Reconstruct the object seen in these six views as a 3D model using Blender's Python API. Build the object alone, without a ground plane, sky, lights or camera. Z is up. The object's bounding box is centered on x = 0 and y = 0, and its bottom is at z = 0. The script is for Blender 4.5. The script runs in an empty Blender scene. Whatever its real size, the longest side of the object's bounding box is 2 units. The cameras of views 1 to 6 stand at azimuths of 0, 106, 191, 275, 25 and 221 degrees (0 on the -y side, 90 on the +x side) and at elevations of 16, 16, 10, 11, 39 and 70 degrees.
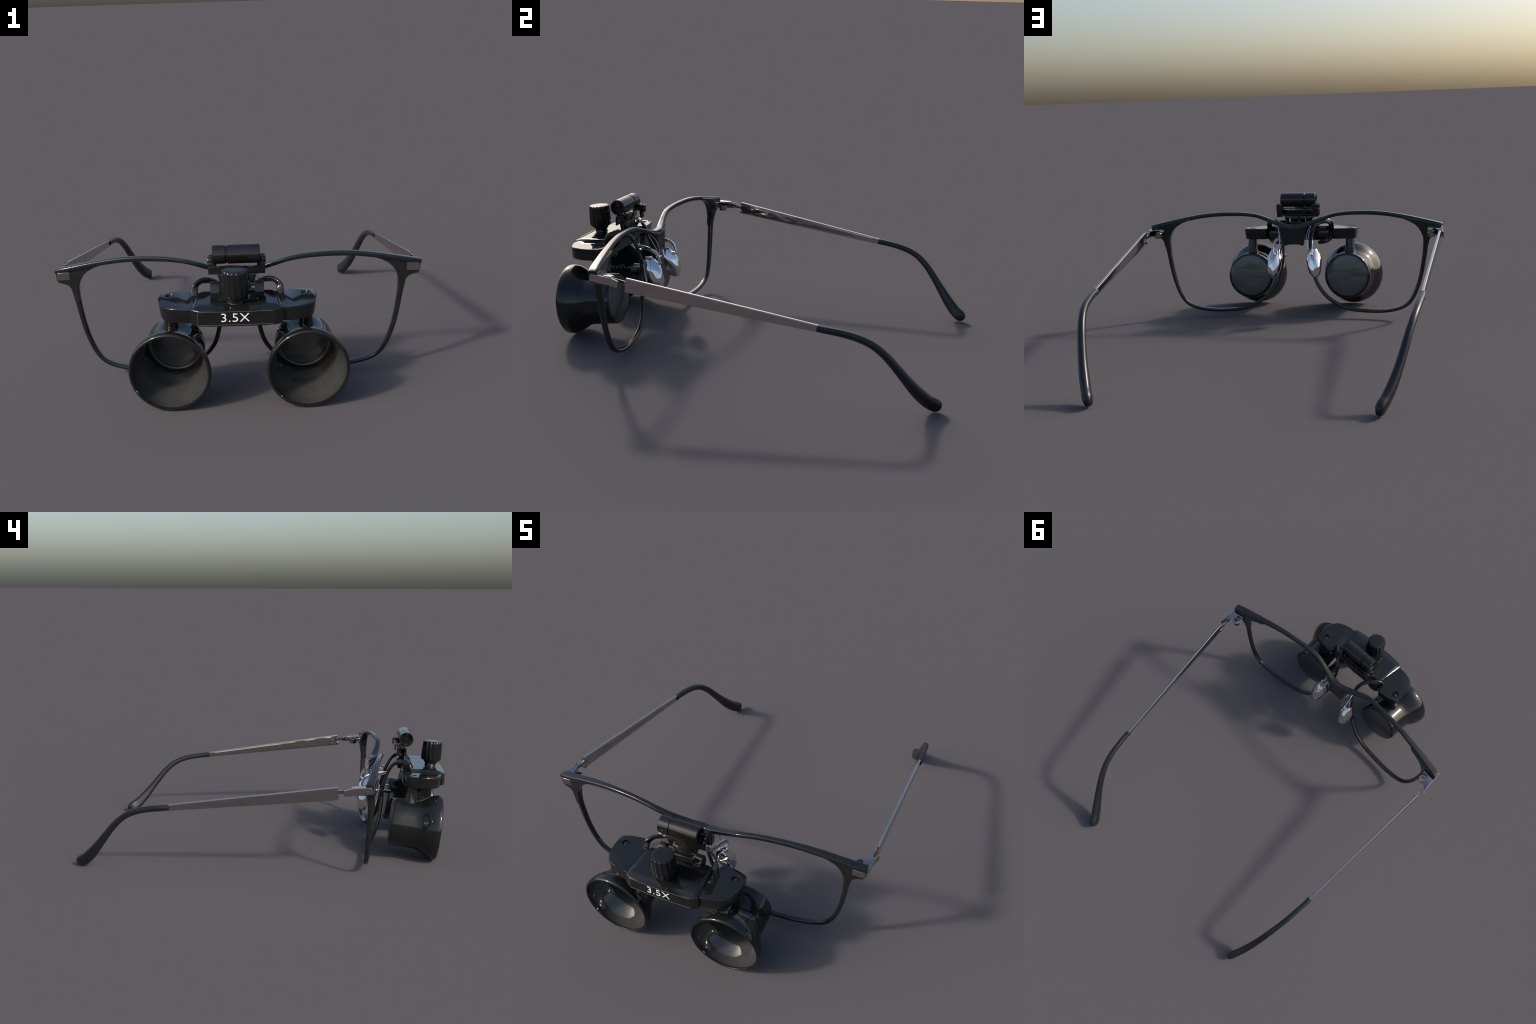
"""Magnifying work spectacles: black frame, silver temples, two flared black
optical barrels hung from a plate that two hanger arms carry in front of the bridge."""
import bpy, bmesh, math
from math import sin, cos, pi, radians
from mathutils import Vector, noise

# ------------------------------------------------------------------ materials
def nodes_of(name):
    m = bpy.data.materials.new(name)
    m.use_nodes = True
    nt = m.node_tree
    bsdf = nt.nodes["Principled BSDF"]
    return m, nt, bsdf

def make_material(name, base, rough, metallic=0.0, spec=0.5, coat=0.0,
                  mottle=0.0, mottle_scale=30.0, bump=0.0, bump_scale=40.0,
                  stretch=(1, 1, 1), turn=0.0, rough_var=0.0):
    m, nt, b = nodes_of(name)
    b.inputs["Metallic"].default_value = metallic
    b.inputs["Specular IOR Level"].default_value = spec
    b.inputs["Coat Weight"].default_value = coat
    b.inputs["Coat Roughness"].default_value = 0.06
    tc = nt.nodes.new("ShaderNodeTexCoord")
    mp = nt.nodes.new("ShaderNodeMapping")
    mp.inputs["Scale"].default_value = stretch
    mp.inputs["Rotation"].default_value = (0, turn, 0)
    nt.links.new(tc.outputs["Object"], mp.inputs["Vector"])
    n1 = nt.nodes.new("ShaderNodeTexNoise")
    n1.inputs["Scale"].default_value = mottle_scale
    n1.inputs["Detail"].default_value = 4
    nt.links.new(mp.outputs["Vector"], n1.inputs["Vector"])
    ramp = nt.nodes.new("ShaderNodeValToRGB")
    lo = [c * (1 - mottle) for c in base]
    hi = [min(1, c * (1 + mottle)) for c in base]
    ramp.color_ramp.elements[0].position = 0.3
    ramp.color_ramp.elements[0].color = (*lo, 1)
    ramp.color_ramp.elements[1].position = 0.7
    ramp.color_ramp.elements[1].color = (*hi, 1)
    nt.links.new(n1.outputs["Fac"], ramp.inputs["Fac"])
    nt.links.new(ramp.outputs["Color"], b.inputs["Base Color"])
    mr = nt.nodes.new("ShaderNodeMapRange")
    mr.inputs["To Min"].default_value = max(0.02, rough - rough_var)
    mr.inputs["To Max"].default_value = rough + rough_var
    nt.links.new(n1.outputs["Fac"], mr.inputs["Value"])
    nt.links.new(mr.outputs["Result"], b.inputs["Roughness"])
    if bump:
        n2 = nt.nodes.new("ShaderNodeTexNoise")
        n2.inputs["Scale"].default_value = bump_scale
        n2.inputs["Detail"].default_value = 3
        nt.links.new(mp.outputs["Vector"], n2.inputs["Vector"])
        bp = nt.nodes.new("ShaderNodeBump")
        bp.inputs["Strength"].default_value = bump
        bp.inputs["Distance"].default_value = 0.004
        nt.links.new(n2.outputs["Fac"], bp.inputs["Height"])
        nt.links.new(bp.outputs["Normal"], b.inputs["Normal"])
    return m

M_FRAME = make_material("gloss_black_acetate", (0.0135, 0.014, 0.0145), 0.15, mottle=0.1, bump=0.05, bump_scale=30)
M_BLACK = make_material("gloss_black_enamel", (0.009, 0.0095, 0.010), 0.07, mottle=0.12, bump=0.05, bump_scale=22)
M_BARREL = make_material("black_anodised_metal", (0.011, 0.0115, 0.012), 0.07, mottle=0.1, bump=0.06, bump_scale=14)
M_INNER = make_material("charcoal_inner_wall", (0.045, 0.046, 0.045), 0.04, spec=0.9, mottle=0.12, bump=0.15, bump_scale=12)
M_GLASS = make_material("dark_coated_glass", (0.040, 0.046, 0.046), 0.22, spec=1.0, mottle=0.3, mottle_scale=9,
                        bump=0.55, bump_scale=9, stretch=(0.4, 1, 1.6), turn=0.45, rough_var=0.06)
M_TIP = make_material("soft_black_rubber", (0.012, 0.0125, 0.0135), 0.33, mottle=0.1)
M_STEEL = make_material("brushed_steel", (0.53, 0.49, 0.465), 0.10, metallic=1.0, mottle=0.06, bump=0.05,
                        bump_scale=9, stretch=(1, 0.35, 1))
M_HINGE = make_material("brushed_nickel", (0.36, 0.35, 0.345), 0.09, metallic=1.0, mottle=0.12, mottle_scale=60, bump=0.12, bump_scale=40)
M_CHROME = make_material("polished_chrome", (0.78, 0.78, 0.79), 0.06, metallic=1.0, mottle=0.05, bump=0.25, bump_scale=18)
M_WHITE = make_material("white_print", (0.82, 0.82, 0.82), 0.45)
M_EDGE = make_material("painted_edge_glint", (0.14, 0.14, 0.14), 0.4)

# ------------------------------------------------------------------ building helpers
ROOT = bpy.data.objects.new("magnifying_glasses", None)
bpy.context.scene.collection.objects.link(ROOT)
ROOT["label"] = "black spectacles with silver temples and twin flip-up loupe barrels"
ROOT["category"] = "magnifying glasses"

def shade(me, angle=40):
    bm = bmesh.new(); bm.from_mesh(me)
    for f in bm.faces: f.smooth = True
    lim = radians(angle)
    for e in bm.edges:
        e.smooth = len(e.link_faces) == 2 and e.calc_face_angle(0) < lim
    bm.to_mesh(me); bm.free()

def finish(bm, name, mat, parent=None, angle=40):
    bmesh.ops.recalc_face_normals(bm, faces=bm.faces[:])
    me = bpy.data.meshes.new(name)
    bm.to_mesh(me); bm.free()
    me.materials.append(mat)
    shade(me, angle)
    ob = bpy.data.objects.new(name, me)
    bpy.context.scene.collection.objects.link(ob)
    ob.parent = parent or ROOT
    return ob

def spline(ctrl, per=10):
    """Catmull-Rom through tuples of any length (position plus section sizes)."""
    P = [list(p) for p in ctrl]
    P = [[2 * a - b for a, b in zip(P[0], P[1])]] + P + [[2 * a - b for a, b in zip(P[-1], P[-2])]]
    out = []
    for i in range(1, len(P) - 2):
        for k in range(per):
            t = k / per
            out.append([.5 * (2 * b + (c - a) * t + (2 * a - 5 * b + 4 * c - d) * t * t + (3 * b - a - 3 * c + d) * t ** 3)
                        for a, b, c, d in zip(*P[i - 1:i + 3])])
    return out + [P[-2]]

def section(w, d, r, n=4):
    """Rounded rectangle, w along the side axis and d along the depth axis."""
    r = min(r, w / 2 * .98, d / 2 * .98)
    pts = []
    for cx, cy, a0 in ((w / 2 - r, d / 2 - r, 0), (-w / 2 + r, d / 2 - r, pi / 2), (-w / 2 + r, -d / 2 + r, pi), (w / 2 - r, -d / 2 + r, 3 * pi / 2)):
        for k in range(n + 1):
            a = a0 + k / n * pi / 2
            pts.append((cx + r * cos(a), cy + r * sin(a)))
    return pts

def sweep(bm, path, hint, round_=.45, caps=True, n=4):
    """path rows: x,y,z,width,depth. The depth axis is the hint made square to the path."""
    rings = []
    for i, row in enumerate(path):
        p = Vector(row[:3])
        t = (Vector(path[min(i + 1, len(path) - 1)][:3]) - Vector(path[max(i - 1, 0)][:3])).normalized()
        h = Vector(hint(i / (len(path) - 1)) if callable(hint) else hint)
        dep = (h - t * h.dot(t)).normalized()
        side = t.cross(dep)
        w, d = row[3], row[4]
        rings.append([bm.verts.new(p + side * a + dep * b) for a, b in section(w, d, min(w, d) * round_, n)])
    for A, B in zip(rings, rings[1:]):
        for k in range(len(A)):
            bm.faces.new((A[k], A[k - 1], B[k - 1], B[k]))
    if caps:
        bm.faces.new(rings[0]); bm.faces.new(rings[-1][::-1])
    return rings

def prism(bm, outline, lo, hi, axis=2, bevel=0.0, seg=2):
    """Extrude a 2-D outline along an axis (the outline fills the two other axes in order)."""
    def put(p, h):
        c = list(p); c.insert(axis, h); return bm.verts.new(c)
    A = [put(p, lo) for p in outline]; B = [put(p, hi) for p in outline]
    fs = [bm.faces.new(A), bm.faces.new(B[::-1])]
    for k in range(len(A)):
        fs.append(bm.faces.new((A[k], A[k - 1], B[k - 1], B[k])))
    if bevel:
        es = set(fs[0].edges) | set(fs[1].edges)
        for v in A:
            for e in v.link_edges:
                if e.other_vert(v) in B and e.calc_face_angle(0) > .6: es.add(e)
        bmesh.ops.bevel(bm, geom=list(es), offset=bevel, segments=seg, profile=.5, affect='EDGES', clamp_overlap=True)
    return A, B

def box(bm, lo, hi, bevel=.003, seg=2):
    prism(bm, [(lo[0], lo[1]), (hi[0], lo[1]), (hi[0], hi[1]), (lo[0], hi[1])], lo[2], hi[2], 2, bevel, seg)

def lathe(bm, profile, a, b, n=64, close=False, wave=None, yaw_tilt=0.0):
    """Turn (t, r) pairs round the line a->b; t runs 0..1 along it.  yaw_tilt leans the rings about x."""
    a, b = Vector(a), Vector(b)
    z = (b - a).normalized()
    if yaw_tilt: z = Vector((z.x, -cos(yaw_tilt), -sin(yaw_tilt))).normalized()
    x = z.cross(Vector((0, 0, 1)) if abs(z.z) < .9 else Vector((0, 1, 0))).normalized()
    y = z.cross(x)
    rings = []
    for t, r in profile:
        c = a.lerp(b, t)
        if r < 1e-6: rings.append([bm.verts.new(c)]); continue
        rings.append([bm.verts.new(c + (x * cos(2 * pi * k / n) + y * sin(2 * pi * k / n)) * (r * (wave(2 * pi * k / n, t) if wave else 1))) for k in range(n)])
    for A, B in zip(rings, rings[1:]):
        for k in range(n):
            if len(A) == 1 and len(B) == 1: continue
            if len(A) == 1: bm.faces.new((A[0], B[k - 1], B[k]))
            elif len(B) == 1: bm.faces.new((A[k], A[k - 1], B[0]))
            else: bm.faces.new((A[k], A[k - 1], B[k - 1], B[k]))
    if close:
        for R in (rings[0], rings[-1]):
            if len(R) > 2: bm.faces.new(R)

def grid_cut(bm, step, *ranges):
    """Cut a slab by parallel planes so that it can be bent."""
    for ax, lo, hi in ranges:
        k = lo
        while k < hi:
            co, no = [0, 0, 0], [0, 0, 0]; co[ax] = k; no[ax] = 1
            bmesh.ops.bisect_plane(bm, geom=bm.verts[:] + bm.edges[:] + bm.faces[:], plane_co=co, plane_no=no, dist=1e-5)
            k += step

def smooth_loop(pts, per=6, closed=True):
    """Round 2-D outline through points."""
    n = len(pts); out = []
    for i in range(n):
        a, b, c, d = (pts[(i + k - 1) % n] for k in range(4))
        for k in range(per):
            t = k / per
            out.append(tuple(.5 * (2 * q + (r - p) * t + (2 * p - 5 * q + 4 * r - s) * t * t + (3 * q - p - 3 * r + s) * t ** 3) for p, q, r, s in zip(a, b, c, d)))
    return out

def remesh(ob, voxel, smooth=6):
    m = ob.modifiers.new("r", 'REMESH'); m.mode = 'VOXEL'; m.voxel_size = voxel; m.use_smooth_shade = True
    s = ob.modifiers.new("s", 'SMOOTH'); s.iterations = smooth; s.factor = .5
    dg = bpy.context.evaluated_depsgraph_get()
    me = bpy.data.meshes.new_from_object(ob.evaluated_get(dg))
    mats = list(ob.data.materials)
    old = ob.data; ob.modifiers.clear(); ob.data = me; me.name = old.name
    bpy.data.meshes.remove(old)
    me.materials.clear()
    for x in mats: me.materials.append(x)
    for p in me.polygons: p.use_smooth = True

def boolean(ob, cutter):
    m = ob.modifiers.new("b", 'BOOLEAN'); m.object = cutter; m.operation = 'DIFFERENCE'; m.solver = 'EXACT'
    dg = bpy.context.evaluated_depsgraph_get()
    me = bpy.data.meshes.new_from_object(ob.evaluated_get(dg))
    ob.modifiers.clear(); ob.data = me
    bpy.data.objects.remove(cutter)
    shade(me, 35)

# ------------------------------------------------------------------ frame front
# x, y, z, height, depth of the brow bar from bridge to corner
BAR = [(0, -.600, .5095, .028, .038), (.04, -.6045, .5115, .026, .038), (.10, -.6182, .5298, .0225, .034), (.16, -.6310, .5512, .0215, .030), (.22, -.6373, .5704, .0202, .0285),
       (.29, -.6314, .5804, .0212, .026), (.36, -.6230, .5838, .0225, .026), (.44, -.6142, .5836, .0232, .027), (.52, -.6036, .5780, .0227, .030), (.60, -.5919, .5660, .0232, .034),
       (.68, -.5811, .5509, .0232, .038), (.76, -.5690, .5343, .0222, .042), (.798, -.5615, .5265, .0215, .043), (.8185, -.557, .5212, .019, .041)]
# temple-side leg, bottom and nose-side riser of the eye rim: x, y, z, width, depth
RIM = [(0.7295, -0.569, 0.505, 0.0344, 0.038), (0.7317, -0.569, 0.461, 0.0309, 0.035), (0.7252, -0.5675, 0.368, 0.0254, 0.031), (0.7003, -0.5625, 0.23, 0.0222, 0.028), (0.6622, -0.556, 0.126, 0.021, 0.026),
       (0.6119, -0.5535, 0.071, 0.0189, 0.0265), (0.5248, -0.5572, 0.0443, 0.0186, 0.028), (0.4178, -0.5668, 0.0376, 0.0184, 0.028), (0.302, -0.579, 0.0471, 0.0194, 0.026), (0.2247, -0.5935, 0.0769, 0.0209, 0.025),
       (0.164, -0.6165, 0.119, 0.0204, 0.024), (0.113, -0.64, 0.189, 0.0199, 0.024), (0.086, -0.653, 0.285, 0.0209, 0.024), (0.081, -0.6555, 0.34, 0.0224, 0.0225)]
# hanger arm: from the rim's nose-side riser up, over and forward to the plate
ARM = [(.081, -.655, .340, .0205, .021), (.080, -.662, .375, .021, .020), (.083, -.684, .443, .022, .018), (.097, -.712, .494, .024, .0165), (.120, -.742, .513, .028, .016),
       (.154, -.768, .520, .030, .016), (.1785, -.795, .505, .031, .016), (.1825, -.812, .470, .030, .016), (.182, -.808, .440, .027, .015), (.176, -.796, .415, .026, .014),
       (.158, -.783, .402, .026, .013), (.132, -.779, .396, .025, .011), (.108, -.782, .389, .020, .006)]

def mirrored(rows): return [(-r[0], *r[1:]) for r in rows]

bm = bmesh.new()
full = mirrored(BAR[:0:-1]) + BAR
sweep(bm, spline(full, 8), (0, 1, 0), .30)
LUG = [(.70, .548), (.76, .536), (.810, .524), (.8175, .512), (.8155, .482), (.806, .469), (.780, .464), (.762, .457), (.751, .442), (.7455, .415), (.7405, .395), (.7375, .375), (.7175, .375), (.7165, .395),
       (.7185, .42), (.716, .456), (.705, .4855), (.690, .508), (.671, .525), (.64, .5427), (.60, .557), (.60, .566)]
for s in (1, -1):
    rim = RIM if s > 0 else mirrored(RIM)
    sweep(bm, spline(rim, 10), (0, 1, 0), .42)
    A, B = prism(bm, [(s * x, z) for x, z in LUG], -.5805, -.541, 1)
    for v in A + B:                       # the lug follows the wrap of the front
        v.co.y += (abs(v.co.x) - .78) * .13
        if v in B and v.co.z < .44: v.co.y -= (.44 - v.co.z) * .12
SKIRT = smooth_loop([(-.103, .532), (-.088, .522), (-.0715, .503), (-.059, .469), (-.0545, .4095), (-.028, .4125), (0, .4135), (.028, .4125), (.0545, .4095), (.059, .469), (.0715, .503), (.088, .522), (.103, .532), (.06, .515), (0, .505), (-.06, .515)], 4)
bridge = bmesh.new()
prism(bridge, SKIRT, -.607, -.577, 1)
grid_cut(bridge, .008, (0, -.116, .116))
for v in bridge.verts:                    # the bridge follows the wrap of the bar
    v.co.y -= max(0, abs(v.co.x) - .045) * .33
tmp = bpy.data.meshes.new("bridge_part")
bridge.to_mesh(tmp); bridge.free()
bm.from_mesh(tmp); bpy.data.meshes.remove(tmp)
frame = finish(bm, "frame", M_FRAME)
remesh(frame, .0023, 3)

for s in (1, -1):
    bm = bmesh.new()
    arm = ARM if s > 0 else mirrored(ARM)
    sweep(bm, spline(arm, 10), lambda t: (0, 1, .15 + .9 * t) if t < .66 else (0, 1, .15 + .9 * t - (t - .66) * 4.2), .42)
    finish(bm, "hanger_arm", M_FRAME)

# ------------------------------------------------------------------ temples
def side_x(y): return .808 + (y + .40) / .867 * (.750 - .808)
TEMPLE = [(-.400, .481, .067), (-.18, .4537, .059), (.04, .426, .0505), (.26, .3985, .0415), (.464, .3725, .032)]
TIP = [(0.75, 0.461, 0.373, 0.028, 0.031), (0.7495, 0.5, 0.369, 0.028, 0.0315), (0.742, 0.565, 0.361, 0.029, 0.032), (0.733, 0.635, 0.345, 0.03, 0.033), (0.72, 0.697, 0.317, 0.031, 0.034),
       (0.704, 0.752, 0.271, 0.033, 0.036), (0.688, 0.797, 0.218, 0.035, 0.039), (0.668, 0.845, 0.156, 0.037, 0.045), (0.645, 0.892, 0.098, 0.04, 0.056), (0.623, 0.933, 0.056, 0.0391, 0.0616),
       (0.609, 0.959, 0.038, 0.04, 0.0644), (0.603, 0.973, 0.029, 0.0381, 0.0607), (0.6, 0.983, 0.023, 0.0316, 0.0497), (0.598, 0.9895, 0.019, 0.0242, 0.034), (0.597, 0.993, 0.017, 0.013, 0.0147)]
for s in (1, -1):
    bm = bmesh.new()
    sweep(bm, [(s * x, y, z, w, d) for x, y, z, w, d in spline([(side_x(y), y, z, .0140, h) for y, z, h in TEMPLE], 8)], (0, 0, 1), .25)
    temple = finish(bm, "temple", M_STEEL, angle=50)
    # extra skin, rippled in shape to give the inner face its wobbly reflections
    bm = bmesh.new()
    rows, N, K = [], 90, 8
    for i in range(N + 1):
        y = -.385 + .835 * i / N
        zc, h = .4787 - (y + .385) * .1252, .058 - (y + .385) * .0395
        fade = max(.12, 1 - (y + .385) / .55)
        row = []
        for j in range(K + 1):
            v = j / K - .5
            e = min(1, (.5 - abs(v)) * 6, i / 4, (N - i) / 4)
            rip = noise.noise((y * 16, v * 2.2, 3.1 * s)) + .5 * noise.noise((y * 41, v * 5, 7.7))
            row.append(bm.verts.new((s * (side_x(y) - .0066 - e * (.0012 + .0016 * fade * rip)), y, zc + v * h)))
        rows.append(row)
    for A, B in zip(rows, rows[1:]):
        for j in range(K): bm.faces.new((A[j], A[j + 1], B[j + 1], B[j]))
    back = bmesh.ops.extrude_face_region(bm, geom=bm.faces[:])
    for v in back["geom"]:
        if isinstance(v, bmesh.types.BMVert): v.co.x = s * (side_x(v.co.y) - .005)
    finish(bm, "temple_inner_face", M_STEEL, temple, angle=60)
    bm = bmesh.new()
    sweep(bm, [(s * x, y, z, w, d) for x, y, z, w, d in spline(TIP, 8)], (0, 1, 1.2), .45, n=6)
    finish(bm, "temple_tip", M_TIP, temple, angle=60)

# ------------------------------------------------------------------ hinges
BAND = [(.748, -.5815, .502, .004, .034), (.775, -.5815, .5015, .005, .035), (.798, -.5805, .5005, .005, .035), (.812, -.574, .4995, .005, .034), (.8175, -.56, .4985, .005, .034),
        (.818, -.525, .4965, .005, .034), (.819, -.485, .493, .005, .035), (.8215, -.455, .488, .005, .036), (.828, -.428, .485, .004, .031)]
for s in (1, -1):
    bm = bmesh.new()
    sweep(bm, [(s * r[0], *r[1:]) for r in spline(BAND, 6)], (0, 0, 1), .2)
    band = finish(bm, "corner_band", M_STEEL, angle=30)
    bm = bmesh.new()
    SHEET = [(.817, -.548), (.815, -.505), (.8185, -.467), (.790, -.465), (.783, -.490), (.782, -.515), (.772, -.527), (.752, -.530), (.744, -.522), (.738, -.548)]
    prism(bm, [(s * x, y) for x, y in SHEET], .508, .514, 2, .0012)
    box(bm, (min(s * .742, s * .768), -.552, .470), (max(s * .742, s * .768), -.536, .508), .002)
    box(bm, (min(s * .80, s * .819), -.545, .474), (max(s * .80, s * .819), -.462, .510), .003)
    hinge = finish(bm, "hinge", M_HINGE, angle=30)
    bm = bmesh.new()
    c = Vector((s * .763, -.500, .483))
    lathe(bm, [(0, .0125), (0, .021), (.1, .0225), (.9, .0225), (1, .020), (1, .0125), (0, .0125)], c - Vector((0, 0, .016)), c + Vector((0, 0, .014)), 28)
    box(bm, (min(s * .756, s * .778), -.538, .487), (max(s * .756, s * .778), -.519, .500), .002)
    finish(bm, "hinge_knuckle", M_HINGE, hinge, angle=35)
    bm = bmesh.new()
    link = [(.806, -.466, .492, .005, .026), (.8045, -.445, .491, .005, .024), (.800, -.428, .489, .005, .020), (.803, -.405, .487, .005, .020), (.8025, -.375, .483, .006, .024), (.8015, -.345, .480, .005, .022)]
    sweep(bm, [(s * r[0], *r[1:]) for r in spline(link, 6)], (0, 0, 1), .3)
    lathe(bm, [(0, 0), (0, .006), (.2, .0075), (.8, .0075), (1, .006), (1, 0)], (s * .800, -.398, .452), (s * .800, -.398, .468), 16)
    finish(bm, "hinge_link", M_HINGE, hinge, angle=35)

# ------------------------------------------------------------------ nose pads
for s in (1, -1):
    bm = bmesh.new()
    nu, nv = 44, 32
    c = Vector((s * .106, -.578, .318))
    def shell(k):
        grid = []
        for i in range(nu + 1):
            u = -1 + 2 * i / nu                           # -1 bottom .. 1 top
            prof = math.sqrt(max(0, 1 - abs(u) ** 2.2)) * (1.0 if u < .2 else 1 - .25 * (u - .2))
            row = []
            for j in range(nv + 1):
                a = -1.9 + 3.8 * j / nv                      # wraps round the back
                lump = 1 + .05 * sin(3.1 * a + 2.2 * u) * cos(3.3 * u + a)
                rx, ry = (.042 * lump - k) * prof, (.055 * lump - k) * prof
                p = c + Vector((s * (rx * sin(a) + .006 - .008 * u), ry * cos(a) - .030 * u, u * (.090 - k)))
                row.append(bm.verts.new(p))
            grid.append(row)
        return grid
    G, H = shell(0), shell(.006)
    for q, flip in ((G, 0), (H, 1)):
        for i in range(nu - 5):
            for j in range(nv):
                f = (q[i][j], q[i][j + 1], q[i + 1][j + 1], q[i + 1][j])
                bm.faces.new(f[::-1] if flip else f)
    for i in range(nu - 5):
        for j in (0, nv):
            bm.faces.new((G[i][j], G[i + 1][j], H[i + 1][j], H[i][j]))
    for j in range(nv):
        bm.faces.new((G[nu - 5][j], G[nu - 5][j + 1], H[nu - 5][j + 1], H[nu - 5][j]))
    bmesh.ops.remove_doubles(bm, verts=bm.verts[:], dist=.0004)
    bm.verts.ensure_lookup_table()
    bmesh.ops.delete(bm, geom=[v for v in bm.verts if not v.link_faces], context='VERTS')
    pad = finish(bm, "nose_pad", M_CHROME, angle=60)
    bm = bmesh.new()
    q = lambda *rows: [(s * r[0], *r[1:]) for r in spline(rows, 6)]
    # strap from the hanger arm back to the pad, tab through the rim, stay behind the rim
    sweep(bm, q((.086, -.674, .440, .005, .020), (.092, -.645, .441, .005, .020), (.100, -.605, .437, .005, .020), (.107, -.570, .427, .005, .018), (.110, -.548, .405, .005, .014), (.108, -.538, .370, .006, .012)), lambda t: (0, .0 + .9 * t, 1 - .5 * t), .3)
    sweep(bm, q((.071, -.703, .330, .010, .018), (.077, -.675, .333, .009, .017), (.084, -.650, .336, .007, .015), (.094, -.615, .340, .006, .012)), (0, 0, 1), .3)
    sweep(bm, q((.086, -.640, .372, .010, .010), (.089, -.634, .33, .013, .012), (.094, -.628, .285, .012, .012), (.100, -.620, .255, .006, .008)), (0, 1, 0))
    lathe(bm, [(0, 0), (0, .009), (.5, .010), (1, .006), (1, 0)], (s * .099, -.560, .366), (s * .099, -.536, .370), 18)
    finish(bm, "nose_pad_arm", M_CHROME, pad)
    bm = bmesh.new()
    sweep(bm, q((.098, -.606, .523, .0022, .0022), (.082, -.580, .490, .0022, .0022), (.074, -.562, .452, .0026, .0022), (.075, -.556, .418, .0022, .0022), (.082, -.556, .392, .0022, .0022)), (1, 0, 0), n=2)
    sweep(bm, q((.092, -.612, .512, .003, .003), (.085, -.590, .470, .0034, .003), (.080, -.570, .430, .003, .003), (.083, -.560, .395, .003, .003)), (1, 0, 0), n=2)
    finish(bm, "nose_pad_wire", M_CHROME, pad)

# ------------------------------------------------------------------ plate that carries the barrels
LEAN = .055                                             # the plate drops towards the front
def lean(ob, crown=0.0):
    for v in ob.data.vertices:
        if crown and v.co.z > .45:              # soft crown rising from the edges of the plate
            e = min(1, max(0, min((.188 - abs(v.co.x)) / .026, (v.co.y + .998) / .04)))
            v.co.z += crown * (3 * e * e - 2 * e ** 3)
        v.co.z += (v.co.y + .88) * LEAN

half = [(.030, -1.0000), (.090, -.9995), (.155, -.9965), (.187, -.9830), (.183, -.955), (.176, -.905), (.171, -.855), (.170, -.820), (.150, -.803), (.06, -.800)]
centre = [(-x, y) for x, y in half] + half[::-1]
bm = bmesh.new()
prism(bm, centre, .4035, .4695, 2, .0035, 3)
grid_cut(bm, .012, (0, -.36, .36), (1, -1.0, -.74))
carrier = finish(bm, "carrier_plate", M_BLACK, angle=35)
lean(carrier, .011)

WING = [(.186, -.9745), (.215, -.9715), (.250, -.965), (.280, -.956), (.305, -.939), (.320, -.914), (.329, -.880), (.3325, -.845), (.331, -.810), (.3285, -.785), (.321, -.7745),
        (.29, -.7665), (.24, -.7575), (.208, -.7525), (.198, -.757), (.193, -.785), (.185, -.800), (.168, -.805), (.165, -.84), (.172, -.905)]
for s in (1, -1):
    bm = bmesh.new()
    prism(bm, [(s * x, y) for x, y in WING], .4080, .4690, 2, .0045, 3)
    for v in bm.verts:                    # underside drawn in towards the pillar
        k = max(0, min(1, (.440 - v.co.z) / .03))
        v.co.x -= s * k * max(0, abs(v.co.x) - .29) * .16
        v.co.y += k * (-.87 - v.co.y) * .05
    wing = finish(bm, "carrier_wing", M_BLACK, carrier, angle=35)
    bm = bmesh.new()
    lathe(bm, [(0, .0175), (.55, .0175), (.70, .0205), (1, .0205)], (s * .287, -.812, .448), (s * .287, -.812, .480), 36, close=True)
    cutter = finish(bm, "cutter", M_BLACK)
    boolean(wing, cutter)
    lean(wing)
    bm = bmesh.new()
    lathe(bm, [(0, .0165), (.6, .0165), (.8, .0150), (.93, .0100), (1, 0)], (s * .287, -.812, .447), (s * .287, -.812, .4655), 28)
    screw = finish(bm, "screw", M_BLACK, wing)
    lean(screw)

# label plate and its lettering
bm = bmesh.new()
lab = [(-.160, -.9950), (-.09, -.9985), (0, -1.0), (.09, -.9985), (.150, -.9955)]
prism(bm, [(x, y - .0012) for x, y in lab] + [(x, y + .004) for x, y in lab[::-1]], .4105, .4655, 2, .0006, 1)
label = finish(bm, "label_plate", M_BLACK, carrier); lean(label)
bm = bmesh.new()
front = lambda x: -1.0015 + .0048 * (x / .16) ** 2
for z in (.4660, .4100):  # grey strips modelled for the specular highlights along the label's edges
    sweep(bm, [(x * .01, front(x * .01), z, .0012, .0008) for x in range(-16, 16)], (0, 1, 0), n=1)
sweep(bm, [(-.1602, front(-.16), z, .0012, .0008) for z in (.410, .43, .4665)], (0, 1, 0), n=1)
edge = finish(bm, "label_glint_strips", M_EDGE, label); lean(edge)

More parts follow.
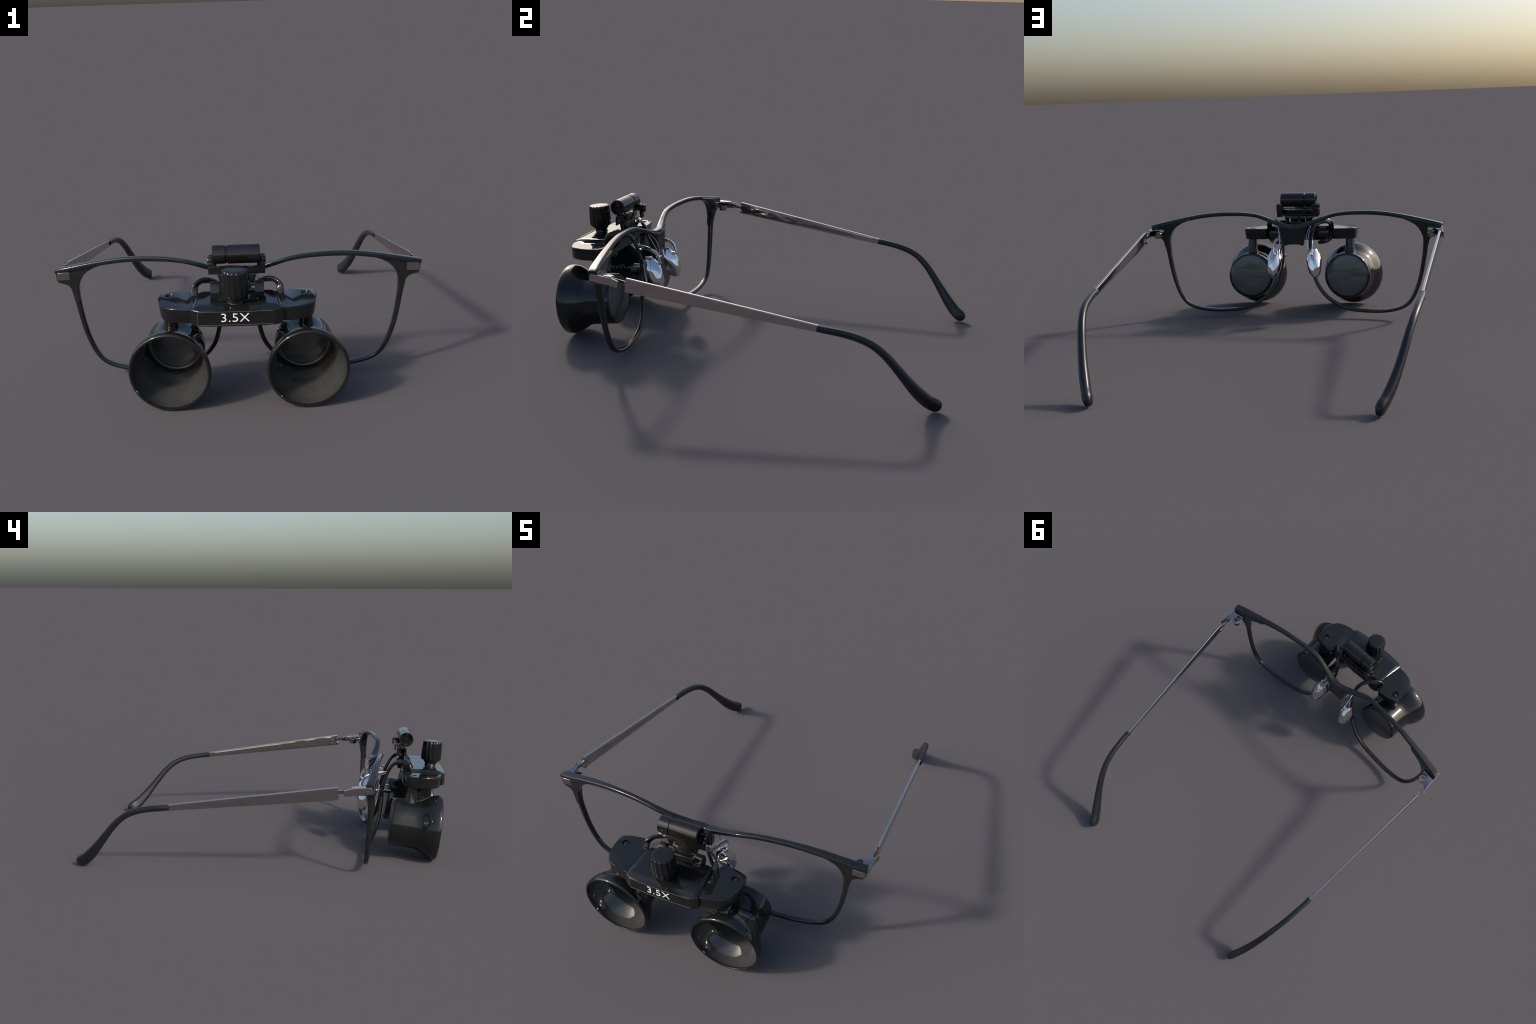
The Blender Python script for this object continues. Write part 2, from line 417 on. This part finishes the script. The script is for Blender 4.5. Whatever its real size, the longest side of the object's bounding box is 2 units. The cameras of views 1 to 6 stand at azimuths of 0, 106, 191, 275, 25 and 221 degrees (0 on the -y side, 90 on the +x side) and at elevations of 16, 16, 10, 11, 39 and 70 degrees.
txt = bpy.data.curves.new("lettering", 'FONT')
txt.body = "3.5X"; txt.size = .0505; txt.extrude = .0006; txt.offset = -.0003; txt.space_character = 1.06
txt.align_x = 'CENTER'
tob = bpy.data.objects.new("lettering_curve", txt)
bpy.context.scene.collection.objects.link(tob)
me = bpy.data.meshes.new_from_object(tob.evaluated_get(bpy.context.evaluated_depsgraph_get()))
bpy.data.objects.remove(tob)
xs = [v.co.x for v in me.vertices]; zs = [v.co.y for v in me.vertices]
kx, kz = .116 / (max(xs) - min(xs)), .0355 / (max(zs) - min(zs))
for v in me.vertices:
    x = (v.co.x - min(xs)) * kx - .064
    v.co = (x, front(x) - .0006 - v.co.z, .4235 + (v.co.y - min(zs)) * kz)
me.materials.append(M_WHITE)
lettering = bpy.data.objects.new("lettering", me); lettering.parent = label
bpy.context.scene.collection.objects.link(lettering)
lean(lettering)

# clamp knob with fluted grip on a stepped neck
bm = bmesh.new()
flute = lambda a, t: 1 + .085 * (abs(sin(a * 7 + 1.0 * t)) ** .8 - .62)
lathe(bm, [(0, 0), (0, .044), (.03, .052), (.10, .0555), (.5, .0545), (.88, .0525), (.955, .0515), (.985, .049), (1.0, .044), (1.008, .030), (1.010, 0)], (-.006, -.933, .508), (-.005, -.9405, .620), 192,
      wave=lambda a, t: flute(a, t) if t < .999 else 1 + .5 * (flute(a, t) - 1))
knob = finish(bm, "knob", M_BLACK, carrier, angle=30)
bm = bmesh.new()
lathe(bm, [(0, .060), (.10, .052), (.2, .036), (.40, .031), (.62, .031), (.66, .038), (.84, .040), (.9, .046), (1, .046)], (-.008, -.928, .462), (-.006, -.933, .512), 48)
finish(bm, "knob_neck", M_BLACK, knob, angle=50)

# pivot lugs and rods at the back of the plate
for s in (1, -1):
    bm = bmesh.new()
    prof = smooth_loop([(-.772, .455), (-.768, .490), (-.774, .515), (-.792, .524), (-.812, .511), (-.826, .482), (-.830, .455), (-.80, .452)], 5)
    prism(bm, prof, min(s * .075, s * .114), max(s * .075, s * .114), 0, .004, 2)
    finish(bm, "pivot_lug", M_BLACK, carrier, angle=40)
for y, z, r in ((-.783, .506, .0085), (-.795, .484, .007)):
    bm = bmesh.new()
    lathe(bm, [(0, 0), (0, r), (1, r), (1, 0)], (-.085, y, z), (.085, y, z), 20)
    finish(bm, "pivot_rod", M_BLACK, carrier)
bm = bmesh.new()
box(bm, (-.17, -.815, .405), (.17, -.778, .462), .004)
finish(bm, "carrier_back_rail", M_BLACK, carrier)

# ------------------------------------------------------------------ light holder: tube in a clip
bm = bmesh.new()
R = .0405
lathe(bm, [(.04, 0), (.035, .008), (.035, .012), (.055, .014), (.10, .014), (.10, .026), (.03, .027), (.0, .033), (.0, .038), (.012, .0405), (.272, R), (.287, .0368), (.313, .0368), (.328, R + .0005),
           (.985, R + .0005), (1, .0385), (1, .031), (.96, .028), (.90, .027), (.90, .016), (.95, .015), (.955, .010), (.91, .009), (.91, 0)],
      (-.101, -.782, .640), (.101, -.782, .641), 72)
tube = finish(bm, "light_tube", M_BLACK, angle=35)

bm = bmesh.new()
wall = [(-.121, .551), (.121, .551), (.121, .587), (.088, .588), (.060, .584), (.040, .581), (.025, .587), (-.010, .589), (-.036, .585), (-.060, .586), (-.121, .587)]
prism(bm, wall, -.784, -.774, 1, .003, 2)
for e in (1, -1):
    x0, x1 = sorted((e * .087, e * .121))
    prism(bm, [(-.783, .570), (-.783, .596), (-.776, .603), (-.737, .603), (-.730, .596), (-.730, .549), (-.739, .549), (-.740, .590), (-.773, .590), (-.774, .570)], x0, x1, 0, .002, 2)
prism(bm, [(-.047, .548), (.034, .548), (.036, .584), (.016, .567), (-.024, .567), (-.047, .584)], -.762, -.754, 1, .002, 2)
lathe(bm, [(0, 0), (0, .004), (1, .004), (1, 0)], (-.095, -.737, .560), (.095, -.737, .560), 12)
lathe(bm, [(0, 0), (0, .0028), (1, .0028), (1, 0)], (-.095, -.738, .598), (.095, -.738, .598), 10)
clip = finish(bm, "tube_clip", M_BLACK, tube, angle=35)
for s in (1, -1):
    bm = bmesh.new()
    x0, x1 = sorted((s * .086, s * .120))
    fl = [(-.765, .606), (-.728, .623), (-.718, .618), (-.717, .582), (-.723, .582), (-.724, .610), (-.760, .598)]
    prism(bm, fl, x0, x1, 0, .0015, 2)
    finish(bm, "clip_tab", M_BLACK, clip, angle=35)
    bm = bmesh.new()
    lathe(bm, [(0, .0095), (0, .015), (.1, .0165), (.9, .0165), (1, .015), (1, .0095), (.3, .009), (.3, 0)], (s * .124, -.757, .607), (s * .096, -.757, .607), 28)
    finish(bm, "clip_pin", M_BLACK, clip, angle=35)
    bm = bmesh.new()
    x = lambda v: s * v
    prism(bm, [(x(.040), .555), (x(.086), .555), (x(.080), .535), (x(.070), .506), (x(.063), .502), (x(.055), .530)], -.776, -.764, 1, .002)
    finish(bm, "clip_gusset", M_BLACK, clip, angle=35)
bm = bmesh.new()
lathe(bm, [(0, .020), (.3, .018), (.5, .013), (1, .013)], (-.003, -.765, .478), (-.003, -.762, .580), 32, close=True)
box(bm, (-.042, -.790, .478), (.050, -.756, .515), .004)
box(bm, (-.040, -.778, .512), (.045, -.752, .552), .004)
finish(bm, "clip_post", M_BLACK, clip)

# ------------------------------------------------------------------ optical barrels
TILT = radians(5.8)
OUT = [(.0, .117), (.004, .1245), (.016, .1285), (.05, .1305), (.25, .131), (.45, .1315), (.53, .1325), (.58, .1355), (.63, .1415), (.70, .1515), (.78, .1635), (.84, .1705), (.89, .1745), (.93, .1765), (.97, .1768), (.99, .1755), (1.0, .1725)]
LIP = [(1.004, .1695), (1.003, .1665), (.995, .1655), (.993, .1628), (.975, .1625)]
INN = [(.975, .1625), (.95, .1640), (.90, .1637), (.85, .1618), (.79, .1573), (.73, .1503), (.67, .1425), (.62, .1358), (.585, .1312), (.55, .1288), (.40, .1265), (.03, .1255), (.02, .110)]

def bell_out(bm, c0, c1):
    """The mouth of a barrel is a little taller than wide and its upper lip flares sooner."""
    for v in bm.verts:
        t = (v.co.y - c0[1]) / (c1[1] - c0[1])
        cx, cz = c0[0] + t * (c1[0] - c0[0]), c0[2] + t * (c1[2] - c0[2])
        k = min(1, max(0, (t - .5) / .4)); k = k * k * (3 - 2 * k)
        up = max(0, v.co.z - cz)
        v.co.x = cx + (v.co.x - cx) * (1 - .018 * k)
        v.co.z = cz + (v.co.z - cz) * (1 + .010 * k) + up * (.020 * k + .030 * max(0, 1 - abs(t - .80) / .24))

for s in (1, -1):
    eye, front_c = (s * .2815, -.695, .212), (s * .2905, -.960, .1775)
    bm = bmesh.new()
    lathe(bm, OUT + LIP, eye, front_c, 128, yaw_tilt=TILT)
    bell_out(bm, eye, front_c)
    barrel = finish(bm, "barrel", M_BARREL, angle=50)
    bm = bmesh.new()
    lathe(bm, INN, eye, front_c, 128, yaw_tilt=TILT)
    bell_out(bm, eye, front_c)
    finish(bm, "barrel_inner_wall", M_INNER, barrel, angle=60)
    bm = bmesh.new()
    lathe(bm, [(.02, .1155), (.105, .1155), (.115, .1145), (.118, .112), (.115, .1075), (.100, .1045), (.045, .104)], eye, front_c, 96, yaw_tilt=TILT)
    finish(bm, "lens_ring", M_INNER, barrel, angle=50)
    bm = bmesh.new()
    lathe(bm, [(.05, .105), (.065, .085), (.078, .05), (.083, 0)], eye, front_c, 96, yaw_tilt=TILT)
    finish(bm, "front_lens", M_GLASS, barrel, angle=60)
    bm = bmesh.new()
    lathe(bm, [(.012, .118), (-.002, .1165), (-.006, .110), (-.010, .06), (-.0115, 0)], eye, front_c, 96, yaw_tilt=TILT)
    finish(bm, "eye_lens", M_GLASS, barrel, angle=60)
    # pillar between barrel and wing
    bm = bmesh.new()
    lathe(bm, [(0, .039), (.12, .034), (.3, .030), (.6, .0255), (1, .0215)], (s * .2885, -.800, .312), (s * .2885, -.812, .428), 40)
    finish(bm, "pillar", M_BLACK, barrel, angle=50)
